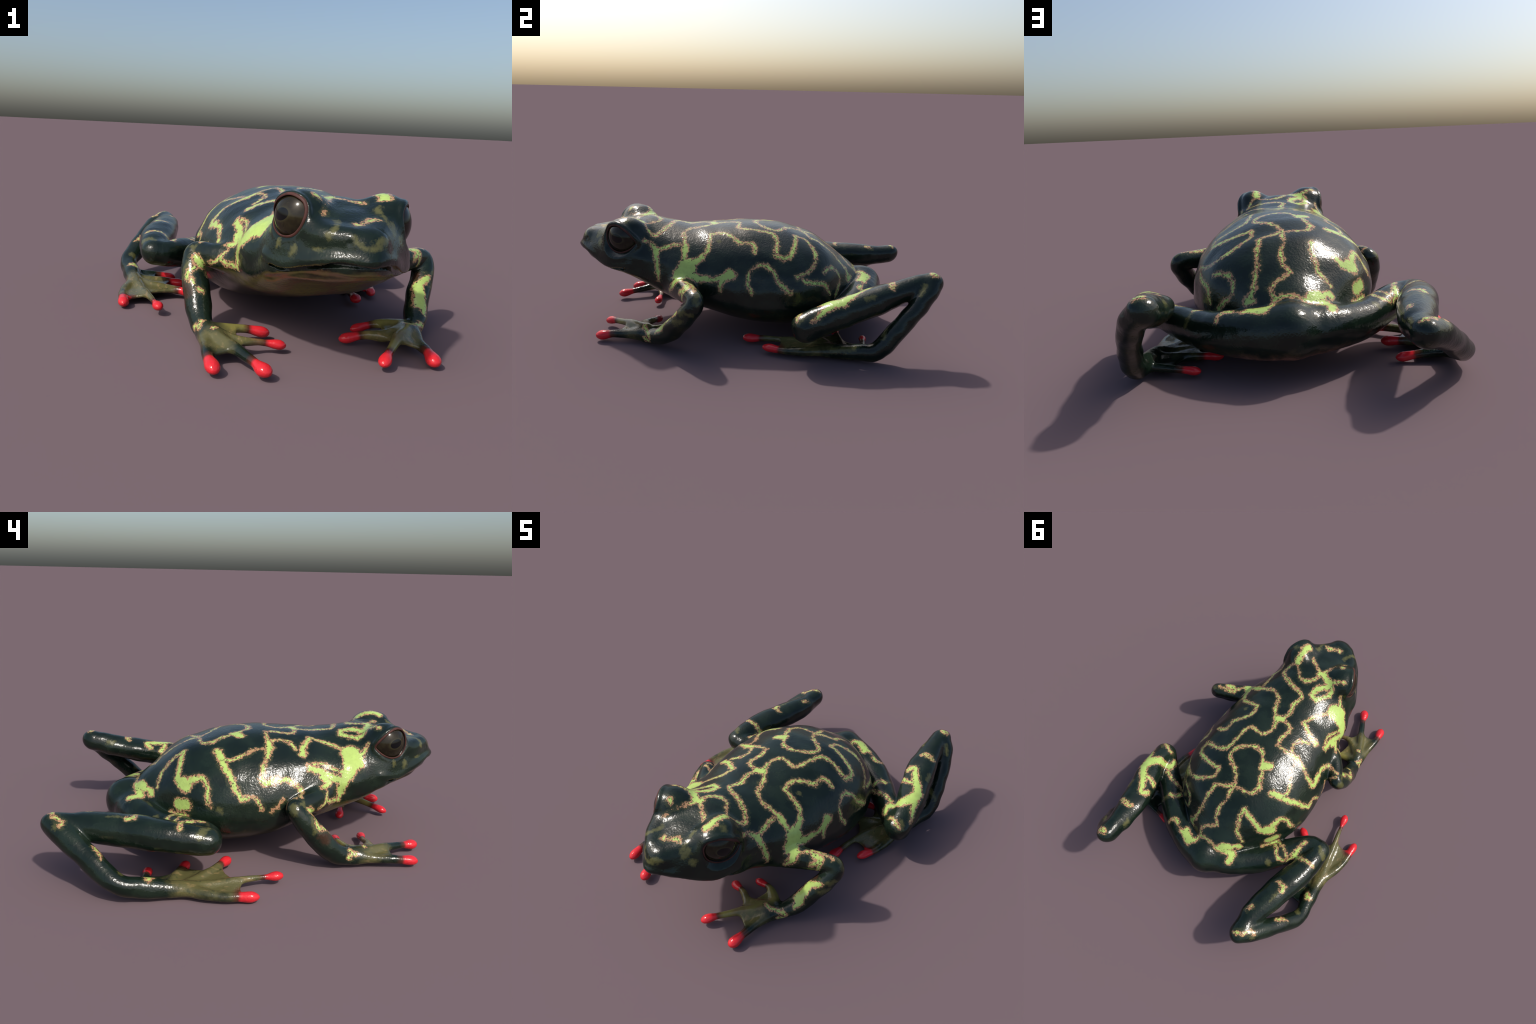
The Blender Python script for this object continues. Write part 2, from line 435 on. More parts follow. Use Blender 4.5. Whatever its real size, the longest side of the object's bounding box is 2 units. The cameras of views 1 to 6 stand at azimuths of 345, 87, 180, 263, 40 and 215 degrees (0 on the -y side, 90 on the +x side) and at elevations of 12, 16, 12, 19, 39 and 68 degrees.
# --------------------------------------------------------------------------
# which part does each face belong to
# --------------------------------------------------------------------------
names = ["torso"]; cx, cy, cz = C.T
def pd(p):
    d = np.full(len(C), .3)
    for s in PARTS[p]:
        lo, hi = s.bounds(); m = ((C > lo-.06) & (C < hi+.06)).all(1)
        d[m] = np.minimum(d[m], s(cx[m], cy[m], cz[m]))
    return d
dist = [TRUNK_F(cx, cy, cz)]
for p in PARTS:
    names.append(p); dist.append(pd(p)-(.004 if p.startswith(("hand","foot")) else 0))
best = np.argmin(np.array(dist), 0)
label = np.array(names, dtype=object)[best]
label[(label == "torso") & (cy < -.50-.25*(cz-.35))] = "head"
for side in ("right", "left"):
    arm, leg = label == "forelimb_"+side, label == "hindlimb_"+side
    A, T = ARM[side], TARSUS[side]
    def past(P, i):
        a = np.array(P[i-1][:3]); b = np.array(P[i+1][:3]); m = np.array(P[i][:3]); f = (b-a)/np.linalg.norm(b-a)
        return ((C-m)@f > 0) & (np.linalg.norm(C-m, axis=1) < .35) & (cz < .16)
    label[arm & past(A, 5)] = "hand_"+side
    label[leg & past(T, 3)] = "foot_"+side
    label[leg & (label == "hindlimb_"+side) & (np.abs(cx-.02) < .13)] = "torso"
    # the root of each digit belongs to the hand or foot
    for kind, src in (("finger", FINGERS), ("toe", TOES)):
        for i, P in enumerate(src[side]):
            P = catmull(P, 6); m = label == f"{kind}_{side}_{i}"
            near = np.argmin(((C[m][:,None]-P[None,:,:3])**2).sum(2), 1)
            cut = 0.48 if kind == "finger" else 0.40
            ii = np.where(m)[0]; label[ii[near < cut*(len(P)-1)]] = ("hand_" if kind == "finger" else "foot_")+side
# --------------------------------------------------------------------------
# skin pattern: strokes along the surface, each a tapering line (half width at
# its two ends, then points).  mark = lime with tan edge, faint = dull olive,
# rust = brown blotch
# --------------------------------------------------------------------------
STROKES = []
def mark(w0, w1, *p): STROKES.append(("mark", w0, w1, np.array(p)))
def faint(w0, w1, *p): STROKES.append(("faint", w0, w1, np.array(p)))
def rust(w0, w1, *p): STROKES.append(("rust", w0, w1, np.array(p)))
mark(0.0270, 0.0230, (0.066,-0.234,0.585), (0.038,-0.246,0.585))
mark(0.0114, 0.0114, (0.053,-0.239,0.585), (0.026,-0.294,0.584), (0.040,-0.364,0.580), (0.022,-0.434,0.589), (0.075,-0.460,0.594), (0.155,-0.489,0.583), (0.229,-0.539,0.551), (0.226,-0.583,0.565), (0.176,-0.618,0.613))
mark(0.0215, 0.0255, (0.176,-0.618,0.613), (0.182,-0.706,0.642), (0.174,-0.745,0.632))
mark(0.0114, 0.0114, (0.077,-0.228,0.585), (0.113,-0.269,0.582), (0.142,-0.347,0.573), (0.185,-0.387,0.568), (0.251,-0.387,0.543), (0.304,-0.377,0.512))
mark(0.0114, 0.0124, (0.060,-0.203,0.588), (0.053,-0.145,0.590), (0.082,-0.084,0.596), (0.169,-0.095,0.586), (0.199,-0.034,0.582), (0.207,0.068,0.571), (0.256,0.116,0.546), (0.350,0.114,0.494))
mark(0.0114, 0.0114, (0.014,-0.241,0.585), (-0.039,-0.211,0.581), (-0.024,-0.137,0.587), (-0.037,-0.083,0.592), (-0.092,-0.075,0.580), (-0.137,-0.084,0.562))
mark(0.0235, 0.0215, (-0.145,-0.084,0.559), (-0.181,-0.077,0.543))
mark(0.0154, 0.0152, (-0.181,-0.077,0.543), (-0.226,-0.068,0.520), (-0.286,-0.038,0.472), (-0.319,-0.026,0.428))
mark(0.0134, 0.0114, (-0.132,-0.084,0.564), (-0.110,-0.142,0.566), (-0.134,-0.195,0.553), (-0.178,-0.213,0.532))
mark(0.0094, 0.0124, (-0.179,-0.067,0.543), (-0.187,0.008,0.536), (-0.225,0.065,0.516), (-0.232,0.129,0.504), (-0.216,0.162,0.508))
mark(0.0215, 0.0235, (-0.173,0.178,0.528), (-0.217,0.164,0.507))
mark(0.0124, 0.0114, (-0.168,-0.491,0.522), (-0.141,-0.431,0.536), (-0.095,-0.353,0.555), (-0.077,-0.302,0.568))
mark(0.0114, 0.0235, (-0.077,-0.302,0.568), (-0.131,-0.273,0.551), (-0.202,-0.243,0.518))
mark(0.0235, 0.0235, (0.013,-0.628,0.617), (-0.019,-0.637,0.616))
mark(0.0114, 0.0084, (0.013,-0.640,0.616), (0.054,-0.660,0.614), (0.108,-0.703,0.606))
mark(0.0114, 0.0114, (0.003,-0.612,0.618), (0.036,-0.552,0.613), (0.089,-0.536,0.605), (0.134,-0.570,0.602), (0.174,-0.616,0.611))
mark(0.0124, 0.0084, (-0.007,-0.655,0.614), (-0.030,-0.701,0.616), (-0.078,-0.789,0.579))
mark(0.0215, 0.0235, (-0.019,-0.628,0.616), (-0.076,-0.607,0.615))
mark(0.0215, 0.0152, (-0.084,-0.594,0.607), (-0.031,-0.536,0.598), (-0.021,-0.485,0.590), (-0.059,-0.477,0.578), (-0.108,-0.550,0.573), (-0.098,-0.592,0.605))
mark(0.0144, 0.0094, (-0.084,-0.613,0.619), (-0.159,-0.646,0.637))
mark(0.0124, 0.0104, (0.346,-0.255,0.493), (0.297,-0.255,0.528), (0.242,-0.244,0.556))
mark(0.0320, 0.0172, (-0.042,0.081,0.584), (-0.078,0.052,0.580))
mark(0.0114, 0.0114, (-0.022,0.060,0.588), (0.035,0.000,0.595), (0.110,0.023,0.592), (0.168,0.078,0.580), (0.174,0.132,0.571), (0.097,0.182,0.572), (0.053,0.242,0.552), (0.046,0.279,0.542))
mark(0.0114, 0.0124, (0.056,0.265,0.545), (-0.012,0.268,0.544), (-0.063,0.253,0.543), (-0.089,0.200,0.554), (-0.050,0.120,0.579))
mark(0.0114, 0.0104, (0.048,0.283,0.540), (0.145,0.316,0.526), (0.149,0.356,0.510), (0.163,0.411,0.471), (0.160,0.469,0.416), (0.186,0.513,0.359))
mark(0.0114, 0.0104, (0.048,0.283,0.540), (0.043,0.337,0.524), (0.056,0.421,0.471), (0.052,0.469,0.434), (0.026,0.499,0.409), (0.098,0.541,0.369), (0.097,0.617,0.309))
mark(0.0154, 0.0114, (-0.084,0.341,0.505), (-0.070,0.388,0.478), (-0.094,0.457,0.403), (-0.149,0.486,0.335))
mark(0.0144, 0.0215, (-0.084,0.341,0.505), (-0.144,0.365,0.462), (-0.205,0.378,0.412))
mark(0.0104, 0.0134, (0.270,-0.603,0.530), (0.277,-0.561,0.511), (0.302,-0.538,0.480))
mark(0.0215, 0.0124, (0.302,-0.538,0.480), (0.331,-0.529,0.435), (0.346,-0.524,0.375), (0.351,-0.519,0.333))
mark(0.0124, 0.0124, (0.299,-0.507,0.490), (0.292,-0.466,0.510), (0.296,-0.414,0.517), (0.299,-0.383,0.515))
mark(0.0205, 0.0134, (0.304,-0.377,0.512), (0.359,-0.376,0.466), (0.385,-0.384,0.431))
mark(0.0515, 0.0435, (0.394,-0.361,0.423), (0.404,-0.396,0.384))
mark(0.0370, 0.0132, (0.404,-0.396,0.384), (0.445,-0.427,0.344), (0.413,-0.455,0.300))
mark(0.0295, 0.0124, (0.387,-0.336,0.437), (0.375,-0.296,0.458), (0.349,-0.262,0.490))
mark(0.0124, 0.0154, (0.349,-0.262,0.490), (0.300,-0.254,0.525), (0.238,-0.244,0.558))
mark(0.0134, 0.0124, (0.229,-0.237,0.561), (0.225,-0.168,0.567), (0.275,-0.115,0.547), (0.309,-0.073,0.530), (0.306,-0.021,0.533), (0.334,-0.006,0.516), (0.367,-0.006,0.493))
mark(0.0255, 0.0144, (0.411,-0.350,0.386), (0.426,-0.293,0.368), (0.436,-0.232,0.363))
mark(0.0144, 0.0315, (0.436,-0.232,0.363), (0.441,-0.162,0.378), (0.435,-0.127,0.396))
mark(0.0235, 0.0114, (0.443,-0.167,0.372), (0.450,-0.182,0.347), (0.456,-0.187,0.312))
faint(.012, .010, (0.289,-0.200,0.536), (0.294,-0.195,0.533))
mark(0.0154, 0.0144, (0.372,0.106,0.479), (0.379,0.152,0.466), (0.360,0.189,0.477), (0.295,0.215,0.508), (0.186,0.230,0.545))
mark(0.0114, 0.0114, (0.186,0.230,0.545), (0.192,0.282,0.525), (0.244,0.321,0.495), (0.295,0.332,0.465), (0.352,0.322,0.427), (0.395,0.287,0.397), (0.433,0.222,0.382))
faint(.018, .014, (0.436,0.222,0.375), (0.427,0.259,0.364))
mark(0.0124, 0.0134, (0.428,0.259,0.359), (0.416,0.307,0.345), (0.386,0.374,0.330), (0.378,0.404,0.278))
mark(0.0124, 0.0124, (0.480,-0.021,0.306), (0.462,-0.041,0.352), (0.439,-0.027,0.408), (0.414,0.019,0.443))
mark(0.0124, 0.0154, (0.414,0.019,0.443), (0.418,0.059,0.434), (0.437,0.094,0.409), (0.457,0.120,0.362), (0.467,0.150,0.329), (0.471,0.181,0.309))
mark(0.0124, 0.0144, (0.354,0.376,0.385), (0.286,0.427,0.392), (0.266,0.464,0.358), (0.274,0.478,0.315), (0.316,0.461,0.279), (0.332,0.451,0.251))
mark(0.0570, 0.0570, (-0.189,-0.499,0.509), (-0.220,-0.510,0.488))
mark(0.0510, 0.0370, (-0.241,-0.488,0.475), (-0.273,-0.466,0.434))
mark(0.0315, 0.0235, (-0.270,-0.462,0.438), (-0.286,-0.447,0.405), (-0.288,-0.431,0.347))
mark(0.0215, 0.0114, (-0.288,-0.431,0.347), (-0.286,-0.419,0.303))
mark(0.0124, 0.0235, (-0.171,-0.590,0.554), (-0.187,-0.560,0.515), (-0.215,-0.530,0.486))
mark(0.0215, 0.0144, (-0.239,0.161,0.495), (-0.307,0.125,0.443), (-0.340,0.101,0.389), (-0.367,0.074,0.347))
mark(0.0144, 0.0114, (-0.367,0.074,0.347), (-0.360,0.023,0.359), (-0.372,-0.010,0.333), (-0.376,-0.023,0.301))
mark(0.0152, 0.0215, (-0.315,-0.027,0.433), (-0.330,-0.046,0.410), (-0.319,-0.092,0.424))
mark(0.0205, 0.0124, (-0.319,-0.092,0.424), (-0.310,-0.143,0.426), (-0.317,-0.196,0.400), (-0.328,-0.216,0.368), (-0.398,-0.206,0.367))
mark(0.0114, 0.0114, (-0.403,-0.183,0.365), (-0.358,-0.129,0.334), (-0.370,-0.093,0.301), (-0.373,-0.075,0.279))
mark(0.0235, 0.0235, (-0.262,-0.277,0.465), (-0.261,-0.334,0.442), (-0.268,-0.380,0.419), (-0.284,-0.433,0.404))
mark(0.0124, 0.0144, (-0.247,-0.288,0.481), (-0.235,-0.328,0.481), (-0.246,-0.383,0.458), (-0.270,-0.453,0.438))
mark(0.0255, 0.0144, (-0.272,-0.342,0.421), (-0.286,-0.359,0.392), (-0.312,-0.326,0.378))
mark(0.0355, 0.0335, (-0.243,0.354,0.396), (-0.264,0.336,0.384))
mark(0.0255, 0.0152, (-0.262,0.327,0.398), (-0.265,0.296,0.423), (-0.284,0.256,0.426), (-0.313,0.231,0.391))
mark(0.0152, 0.0104, (-0.313,0.231,0.391), (-0.336,0.236,0.343), (-0.352,0.224,0.312))
mark(0.0315, 0.0295, (-0.272,0.373,0.292), (-0.297,0.337,0.300))
faint(.016, .010, (-0.366,0.181,0.293), (-0.372,0.168,0.279))
mark(0.0124, 0.0215, (-0.067,0.578,0.321), (-0.109,0.542,0.321), (-0.143,0.515,0.308))
mark(0.0215, 0.0215, (0.211,0.535,0.302), (0.183,0.551,0.310))
mark(0.0114, 0.0152, (0.171,0.492,0.387), (0.177,0.527,0.350), (0.196,0.538,0.316))
mark(0.0295, 0.0255, (-0.064,0.577,0.324), (-0.106,0.550,0.317))
mark(0.0114, 0.0124, (0.108,0.551,0.357), (0.092,0.588,0.325), (0.056,0.590,0.334), (0.003,0.592,0.333), (-0.040,0.600,0.314))
mark(0.0144, 0.0255, (0.092,0.593,0.318), (0.111,0.636,0.309), (0.137,0.652,0.301))
mark(0.0255, 0.0124, (0.154,0.641,0.299), (0.181,0.642,0.293), (0.243,0.620,0.283))
mark(0.0144, 0.0235, (-0.031,0.602,0.315), (-0.093,0.585,0.298), (-0.139,0.571,0.284))
mark(0.0275, 0.0235, (-0.129,0.583,0.286), (-0.142,0.623,0.279))
mark(0.0152, 0.0104, (0.267,0.598,0.282), (0.308,0.584,0.275), (0.328,0.624,0.251))
faint(.012, .012, (0.442,0.488,0.251), (0.467,0.532,0.209))
mark(0.0124, 0.0114, (-0.291,0.358,0.249), (-0.331,0.389,0.264), (-0.371,0.430,0.260), (-0.410,0.425,0.243))
mark(0.0295, 0.0355, (0.619,0.330,0.296), (0.662,0.372,0.320), (0.671,0.427,0.330))
mark(0.0235, 0.0255, (0.560,0.273,0.229), (0.560,0.320,0.245), (0.619,0.330,0.296))
mark(0.0235, 0.0144, (0.689,0.369,0.310), (0.708,0.315,0.275), (0.724,0.286,0.249))
mark(0.0315, 0.0235, (0.671,0.427,0.330), (0.634,0.476,0.347), (0.596,0.520,0.353))
mark(0.0215, 0.0152, (0.596,0.520,0.353), (0.554,0.582,0.362), (0.529,0.555,0.345))
mark(0.0154, 0.0154, (0.537,0.496,0.315), (0.590,0.472,0.338), (0.624,0.494,0.350))
mark(0.0124, 0.0152, (0.611,0.235,0.244), (0.656,0.218,0.256), (0.694,0.199,0.238))
mark(0.0104, 0.0104, (0.538,0.680,0.386), (0.569,0.699,0.398), (0.618,0.693,0.384))
faint(.012, .012, (0.497,0.777,0.387), (0.491,0.810,0.386))
mark(0.0152, 0.0152, (0.546,0.911,0.448), (0.578,0.915,0.443))
faint(.014, .012, (0.613,0.850,0.394), (0.623,0.833,0.374))
mark(0.0144, 0.0124, (0.389,0.425,0.228), (0.404,0.467,0.253), (0.443,0.468,0.252))
mark(0.0124, 0.0124, (0.402,0.397,0.210), (0.470,0.385,0.243), (0.548,0.359,0.248))
faint(.014, .014, (0.683,0.232,0.260), (0.707,0.212,0.239))
faint(.016, .016, (0.661,0.546,0.344), (0.655,0.585,0.352))
faint(.016, .016, (0.640,0.660,0.187), (0.697,0.644,0.154))
faint(.018, .018, (0.670,0.494,0.079), (0.648,0.391,0.063))
mark(0.0104, 0.0104, (0.572,0.684,0.395), (0.611,0.685,0.388))
faint(.016, .014, (0.621,0.844,0.382), (0.640,0.826,0.358))
mark(0.0124, 0.0144, (0.560,0.896,0.447), (0.580,0.925,0.440))
mark(0.0250, 0.0210, (-0.449,0.361,0.261), (-0.463,0.360,0.253))
mark(0.0215, 0.0094, (-0.450,0.351,0.266), (-0.456,0.307,0.278), (-0.462,0.252,0.280))
mark(0.0152, 0.0104, (-0.470,0.360,0.254), (-0.521,0.366,0.307), (-0.583,0.366,0.305))
mark(0.0144, 0.0094, (-0.446,0.378,0.251), (-0.428,0.415,0.235))
mark(0.0124, 0.0154, (-0.462,0.564,0.324), (-0.493,0.569,0.331), (-0.515,0.572,0.329), (-0.511,0.601,0.329))
faint(.012, .010, (-0.511,0.607,0.329), (-0.494,0.646,0.333), (-0.490,0.682,0.330))
mark(0.0094, 0.0124, (-0.405,0.801,0.322), (-0.418,0.769,0.328))
faint(.014, .010, (-0.416,0.771,0.327), (-0.389,0.813,0.311))
mark(0.0124, 0.0152, (-0.418,0.948,0.326), (-0.466,0.920,0.325), (-0.494,0.884,0.312), (-0.521,0.893,0.303))
faint(.020, .020, (-0.509,0.896,0.309), (-0.520,0.913,0.299))
mark(0.0124, 0.0124, (-0.573,0.741,0.219), (-0.592,0.723,0.208), (-0.623,0.708,0.193))
faint(.016, .016, (-0.613,0.595,0.080), (-0.652,0.624,0.130))
mark(0.0144, 0.0152, (-0.630,0.489,0.092), (-0.660,0.508,0.102))
faint(.014, .016, (-0.606,0.460,0.053), (-0.632,0.492,0.094))
faint(.014, .018, (-0.557,0.236,0.288), (-0.578,0.258,0.289), (-0.611,0.281,0.272))
mark(0.0124, 0.0124, (-0.251,0.413,0.238), (-0.276,0.381,0.242), (-0.302,0.345,0.237), (-0.350,0.352,0.265), (-0.395,0.381,0.269), (-0.421,0.402,0.251))
faint(.016, .016, (-0.335,0.482,0.254), (-0.348,0.492,0.244))
mark(0.0215, 0.0144, (-0.645,0.509,0.102), (-0.653,0.506,0.102))
mark(0.0205, 0.0225, (-0.431,-0.244,0.306), (-0.416,-0.258,0.289))
faint(.012, .012, (-0.431,-0.204,0.351), (-0.434,-0.241,0.309))
mark(0.0144, 0.0114, (-0.410,-0.265,0.277), (-0.384,-0.246,0.255), (-0.380,-0.271,0.231))
mark(0.0154, 0.0124, (-0.441,-0.274,0.270), (-0.466,-0.279,0.246), (-0.463,-0.301,0.227), (-0.450,-0.322,0.216))
faint(.012, .012, (-0.475,-0.265,0.248), (-0.471,-0.285,0.233))
mark(0.0152, 0.0152, (-0.431,-0.344,0.195), (-0.412,-0.346,0.189))
mark(0.0124, 0.0154, (-0.378,-0.308,0.298), (-0.356,-0.336,0.313), (-0.342,-0.348,0.324))
mark(0.0152, 0.0114, (-0.342,-0.348,0.324), (-0.317,-0.353,0.359))
mark(0.0134, 0.0152, (-0.342,-0.350,0.319), (-0.316,-0.377,0.308), (-0.296,-0.401,0.306))
mark(0.0154, 0.0114, (-0.438,-0.463,0.088), (-0.448,-0.470,0.076), (-0.457,-0.451,0.065))
mark(0.0114, 0.0094, (-0.457,-0.451,0.065), (-0.444,-0.502,0.077))
mark(0.0134, 0.0114, (-0.396,-0.537,0.095), (-0.403,-0.543,0.093))
faint(.024, .020, (-0.455,-0.162,0.335), (-0.464,-0.165,0.320))
faint(.020, .016, (-0.463,-0.255,0.280), (-0.482,-0.271,0.222))
mark(0.0102, 0.0112, (0.419,-0.450,0.319), (0.430,-0.421,0.358), (0.482,-0.360,0.362), (0.528,-0.343,0.359))
mark(0.0122, 0.0112, (0.551,-0.343,0.358), (0.566,-0.362,0.344), (0.554,-0.376,0.292))
mark(0.0172, 0.0172, (0.408,-0.431,0.364), (0.427,-0.402,0.367), (0.423,-0.375,0.370))
faint(.014, .012, (0.629,-0.293,0.344), (0.650,-0.296,0.328))
mark(0.0235, 0.0215, (0.540,-0.416,0.209), (0.565,-0.415,0.222), (0.597,-0.404,0.240))
mark(0.0295, 0.0335, (0.540,-0.423,0.203), (0.534,-0.453,0.177), (0.525,-0.480,0.147))
mark(0.0295, 0.0124, (0.526,-0.481,0.147), (0.530,-0.498,0.125), (0.528,-0.520,0.104))
mark(0.0124, 0.0124, (0.403,-0.591,0.099), (0.430,-0.594,0.092), (0.478,-0.563,0.083), (0.503,-0.558,0.063))
faint(.014, .012, (0.632,-0.383,0.252), (0.657,-0.353,0.259), (0.662,-0.312,0.250))
faint(.018, .014, (0.623,-0.402,0.204), (0.628,-0.396,0.197))
mark(0.0124, 0.0124, (0.477,-0.585,0.045), (0.490,-0.565,0.038))
mark(0.0114, 0.0114, (0.525,-0.364,0.356), (0.492,-0.328,0.355), (0.598,-0.310,0.356))
mark(0.0124, 0.0114, (0.525,-0.394,0.319), (0.553,-0.362,0.350), (0.507,-0.347,0.360))
faint(.016, .014, (0.650,-0.297,0.329), (0.658,-0.292,0.308))
faint(.014, .014, (0.640,-0.375,0.209), (0.608,-0.417,0.195))
mark(0.0205, 0.0144, (0.016,-0.878,0.555), (0.028,-0.882,0.556))
mark(0.0124, 0.0124, (0.031,-0.875,0.557), (0.061,-0.857,0.565), (0.082,-0.842,0.569), (0.096,-0.849,0.569))
faint(0.0150, 0.0165, (0.123,-0.788,0.595), (0.127,-0.805,0.589))
faint(0.0120, 0.0135, (0.132,-0.826,0.579), (0.134,-0.861,0.558), (0.135,-0.880,0.540))
faint(0.0150, 0.0165, (-0.046,-0.842,0.559), (-0.077,-0.899,0.546), (-0.099,-0.899,0.525))
faint(0.0165, 0.0150, (-0.175,-0.791,0.462), (-0.182,-0.790,0.441))
faint(0.0120, 0.0105, (-0.211,-0.721,0.470), (-0.215,-0.719,0.456))
faint(0.0090, 0.0075, (-0.132,-0.861,0.472), (-0.116,-0.882,0.476))
faint(0.0105, 0.0105, (-0.032,-0.956,0.531), (-0.026,-0.968,0.511), (-0.003,-0.983,0.499))
faint(0.0105, 0.0105, (0.021,-0.989,0.500), (0.049,-0.985,0.507), (0.081,-0.962,0.522))
mark(0.0144, 0.0124, (-0.092,-0.733,0.640), (-0.074,-0.741,0.626))
faint(.018, .016, (0.154,-0.855,0.550), (0.148,-0.882,0.524))
faint(.012, .012, (0.043,-0.982,0.515), (0.083,-0.961,0.519))
faint(.014, .014, (0.188,-0.858,0.501), (0.187,-0.864,0.492))
faint(.014, .014, (0.230,-0.694,0.639), (0.249,-0.703,0.628))
rust(.022, .020, (0.534,-0.364,0.238), (0.539,-0.385,0.225))
rust(.020, .022, (-0.482,-0.299,0.198), (-0.475,-0.325,0.172))
rust(.020, .022, (0.553,-0.378,0.244), (0.552,-0.404,0.226))
rust(.016, .016, (-0.469,-0.321,0.197), (-0.461,-0.336,0.187))
mark(0.0250, 0.0310, (0.195,0.610,0.291), (0.139,0.655,0.299))
mark(0.0250, 0.0210, (-0.208,0.379,0.407), (-0.253,0.346,0.389))
mark(0.0190, 0.0172, (-0.163,0.186,0.531), (-0.218,0.165,0.507))
SEGMENTS = []                   # kind, a, b, ra, rb
for kind, w0, w1, P in STROKES:
    if len(P) > 2:                     # round off sharp corners
        u = np.diff(P, axis=0); u /= np.linalg.norm(u, axis=1)[:,None]+1e-9
        if (u[:-1]*u[1:]).sum(1).min() < .82: P = catmull(P, 2)
    n = len(P)-1
    for i in range(n):
        SEGMENTS.append((kind, P[i], P[i+1], w0+(w1-w0)*i/n, w0+(w1-w0)*(i+1)/n))

# --------------------------------------------------------------------------
# materials
# --------------------------------------------------------------------------
class Nodes:
    def __init__(s, name):
        s.m = bpy.data.materials.new(name); s.m.use_nodes = True; s.t = s.m.node_tree; s.t.nodes.clear()
    def new(s, kind, **inp):
        n = s.t.nodes.new(kind)
        return n
    def put(s, sock, v):
        if isinstance(v, bpy.types.NodeSocket): s.t.links.new(v, sock)
        else: sock.default_value = v
    def math(s, op, a, b=0.0, c=0.0, clamp=False):
        n = s.t.nodes.new("ShaderNodeMath"); n.operation = op; n.use_clamp = clamp
        for i, v in enumerate((a, b, c)): s.put(n.inputs[i], v)
        return n.outputs[0]
    def vec(s, op, a, b=None, scale=None):
        n = s.t.nodes.new("ShaderNodeVectorMath"); n.operation = op; s.put(n.inputs[0], a)
        if b is not None: s.put(n.inputs[1], b)
        if scale is not None: s.put(n.inputs["Scale"], scale)
        return n.outputs["Value"] if op in ("DOT_PRODUCT", "LENGTH", "DISTANCE") else n.outputs[0]
    def noise(s, P, scale, detail=2, rough=.55, color=False, dist=0.):
        n = s.t.nodes.new("ShaderNodeTexNoise"); s.put(n.inputs["Vector"], P)
        n.inputs["Scale"].default_value = scale; n.inputs["Detail"].default_value = detail
        n.inputs["Roughness"].default_value = rough; n.inputs["Distortion"].default_value = dist
        return n.outputs["Color" if color else 0]
    def step(s, v, lo, hi):
        n = s.t.nodes.new("ShaderNodeMapRange"); n.interpolation_type = "SMOOTHSTEP"
        s.put(n.inputs[0], v); n.inputs[1].default_value = min(lo, hi); n.inputs[2].default_value = max(lo, hi)
        n.inputs[3].default_value = 0 if lo < hi else 1; n.inputs[4].default_value = 1 if lo < hi else 0
        return n.outputs[0]
    def mix(s, f, a, b):
        n = s.t.nodes.new("ShaderNodeMix"); n.data_type = "RGBA"
        s.put(n.inputs[0], f); s.put(n.inputs[6], a if not isinstance(a, tuple) else (*a, 1)); s.put(n.inputs[7], b if not isinstance(b, tuple) else (*b, 1))
        return n.outputs[2]
    def finish(s, color, rough, normal=None, **more):
        b = s.t.nodes.new("ShaderNodeBsdfPrincipled"); o = s.t.nodes.new("ShaderNodeOutputMaterial")
        s.put(b.inputs["Base Color"], color if not isinstance(color, tuple) else (*color, 1)); s.put(b.inputs["Roughness"], rough)
        if normal is not None: s.t.links.new(normal, b.inputs["Normal"])
        for k, v in more.items(): s.put(b.inputs[k], v)
        s.t.links.new(b.outputs[0], o.inputs[0])
        return s.m

DARK_A, DARK_B = (.0048,.0104,.0068), (.0100,.0186,.0115)
LIME, TAN, HALO = (.40,.545,.140), (.37,.200,.105), (.040,.046,.020)
OLIVE, OLIVE_LIGHT, BELLY, BELLY_B = (.098,.091,.035), (.185,.140,.060), (.185,.168,.048), (.190,.118,.056)
RED, WINE = (.62,.018,.026), (.080,.022,.014)
PALMS = [(-.36,-.575,.055,.125), (.335,-.635,.055,.125), (-.575,.27,.045,.19), (-.63,.10,.03,.13), (.48,.29,.04,.19), (.50,.12,.03,.13)]

def chunk_group(segments):
    """distance to a handful of strokes, each waiting for the one before it"""
    t = bpy.data.node_groups.new("strokes", "ShaderNodeTree"); N_ = Nodes.__new__(Nodes); N_.t = t
    t.interface.new_socket("W", in_out="INPUT", socket_type="NodeSocketVector")
    t.interface.new_socket("D", in_out="INPUT", socket_type="NodeSocketFloat")
    t.interface.new_socket("D", in_out="OUTPUT", socket_type="NodeSocketFloat")
    i, o = t.nodes.new("NodeGroupInput"), t.nodes.new("NodeGroupOutput")
    W, D = i.outputs[0], i.outputs[1]
    for _, a, b, ra, rb in segments:
        ab = b-a; L = float(ab@ab)
        n = t.nodes.new("ShaderNodeVectorMath"); n.operation = "MULTIPLY_ADD"
        N_.put(n.inputs[0], D); n.inputs[1].default_value = (1e-7,)*3; N_.put(n.inputs[2], W)
        q = N_.vec("SUBTRACT", n.outputs[0], tuple(a))
        u = N_.math("ADD", N_.vec("DOT_PRODUCT", q, tuple(ab/L)), 0., clamp=True)
        d = N_.vec("LENGTH", N_.vec("SUBTRACT", q, N_.vec("SCALE", tuple(ab), scale=u)))
        d = N_.math("SUBTRACT", d, N_.math("MULTIPLY_ADD", u, float(rb-ra), float(ra)))
        D = N_.math("MINIMUM", D, d)
    N_.put(o.inputs[0], D)
    return t

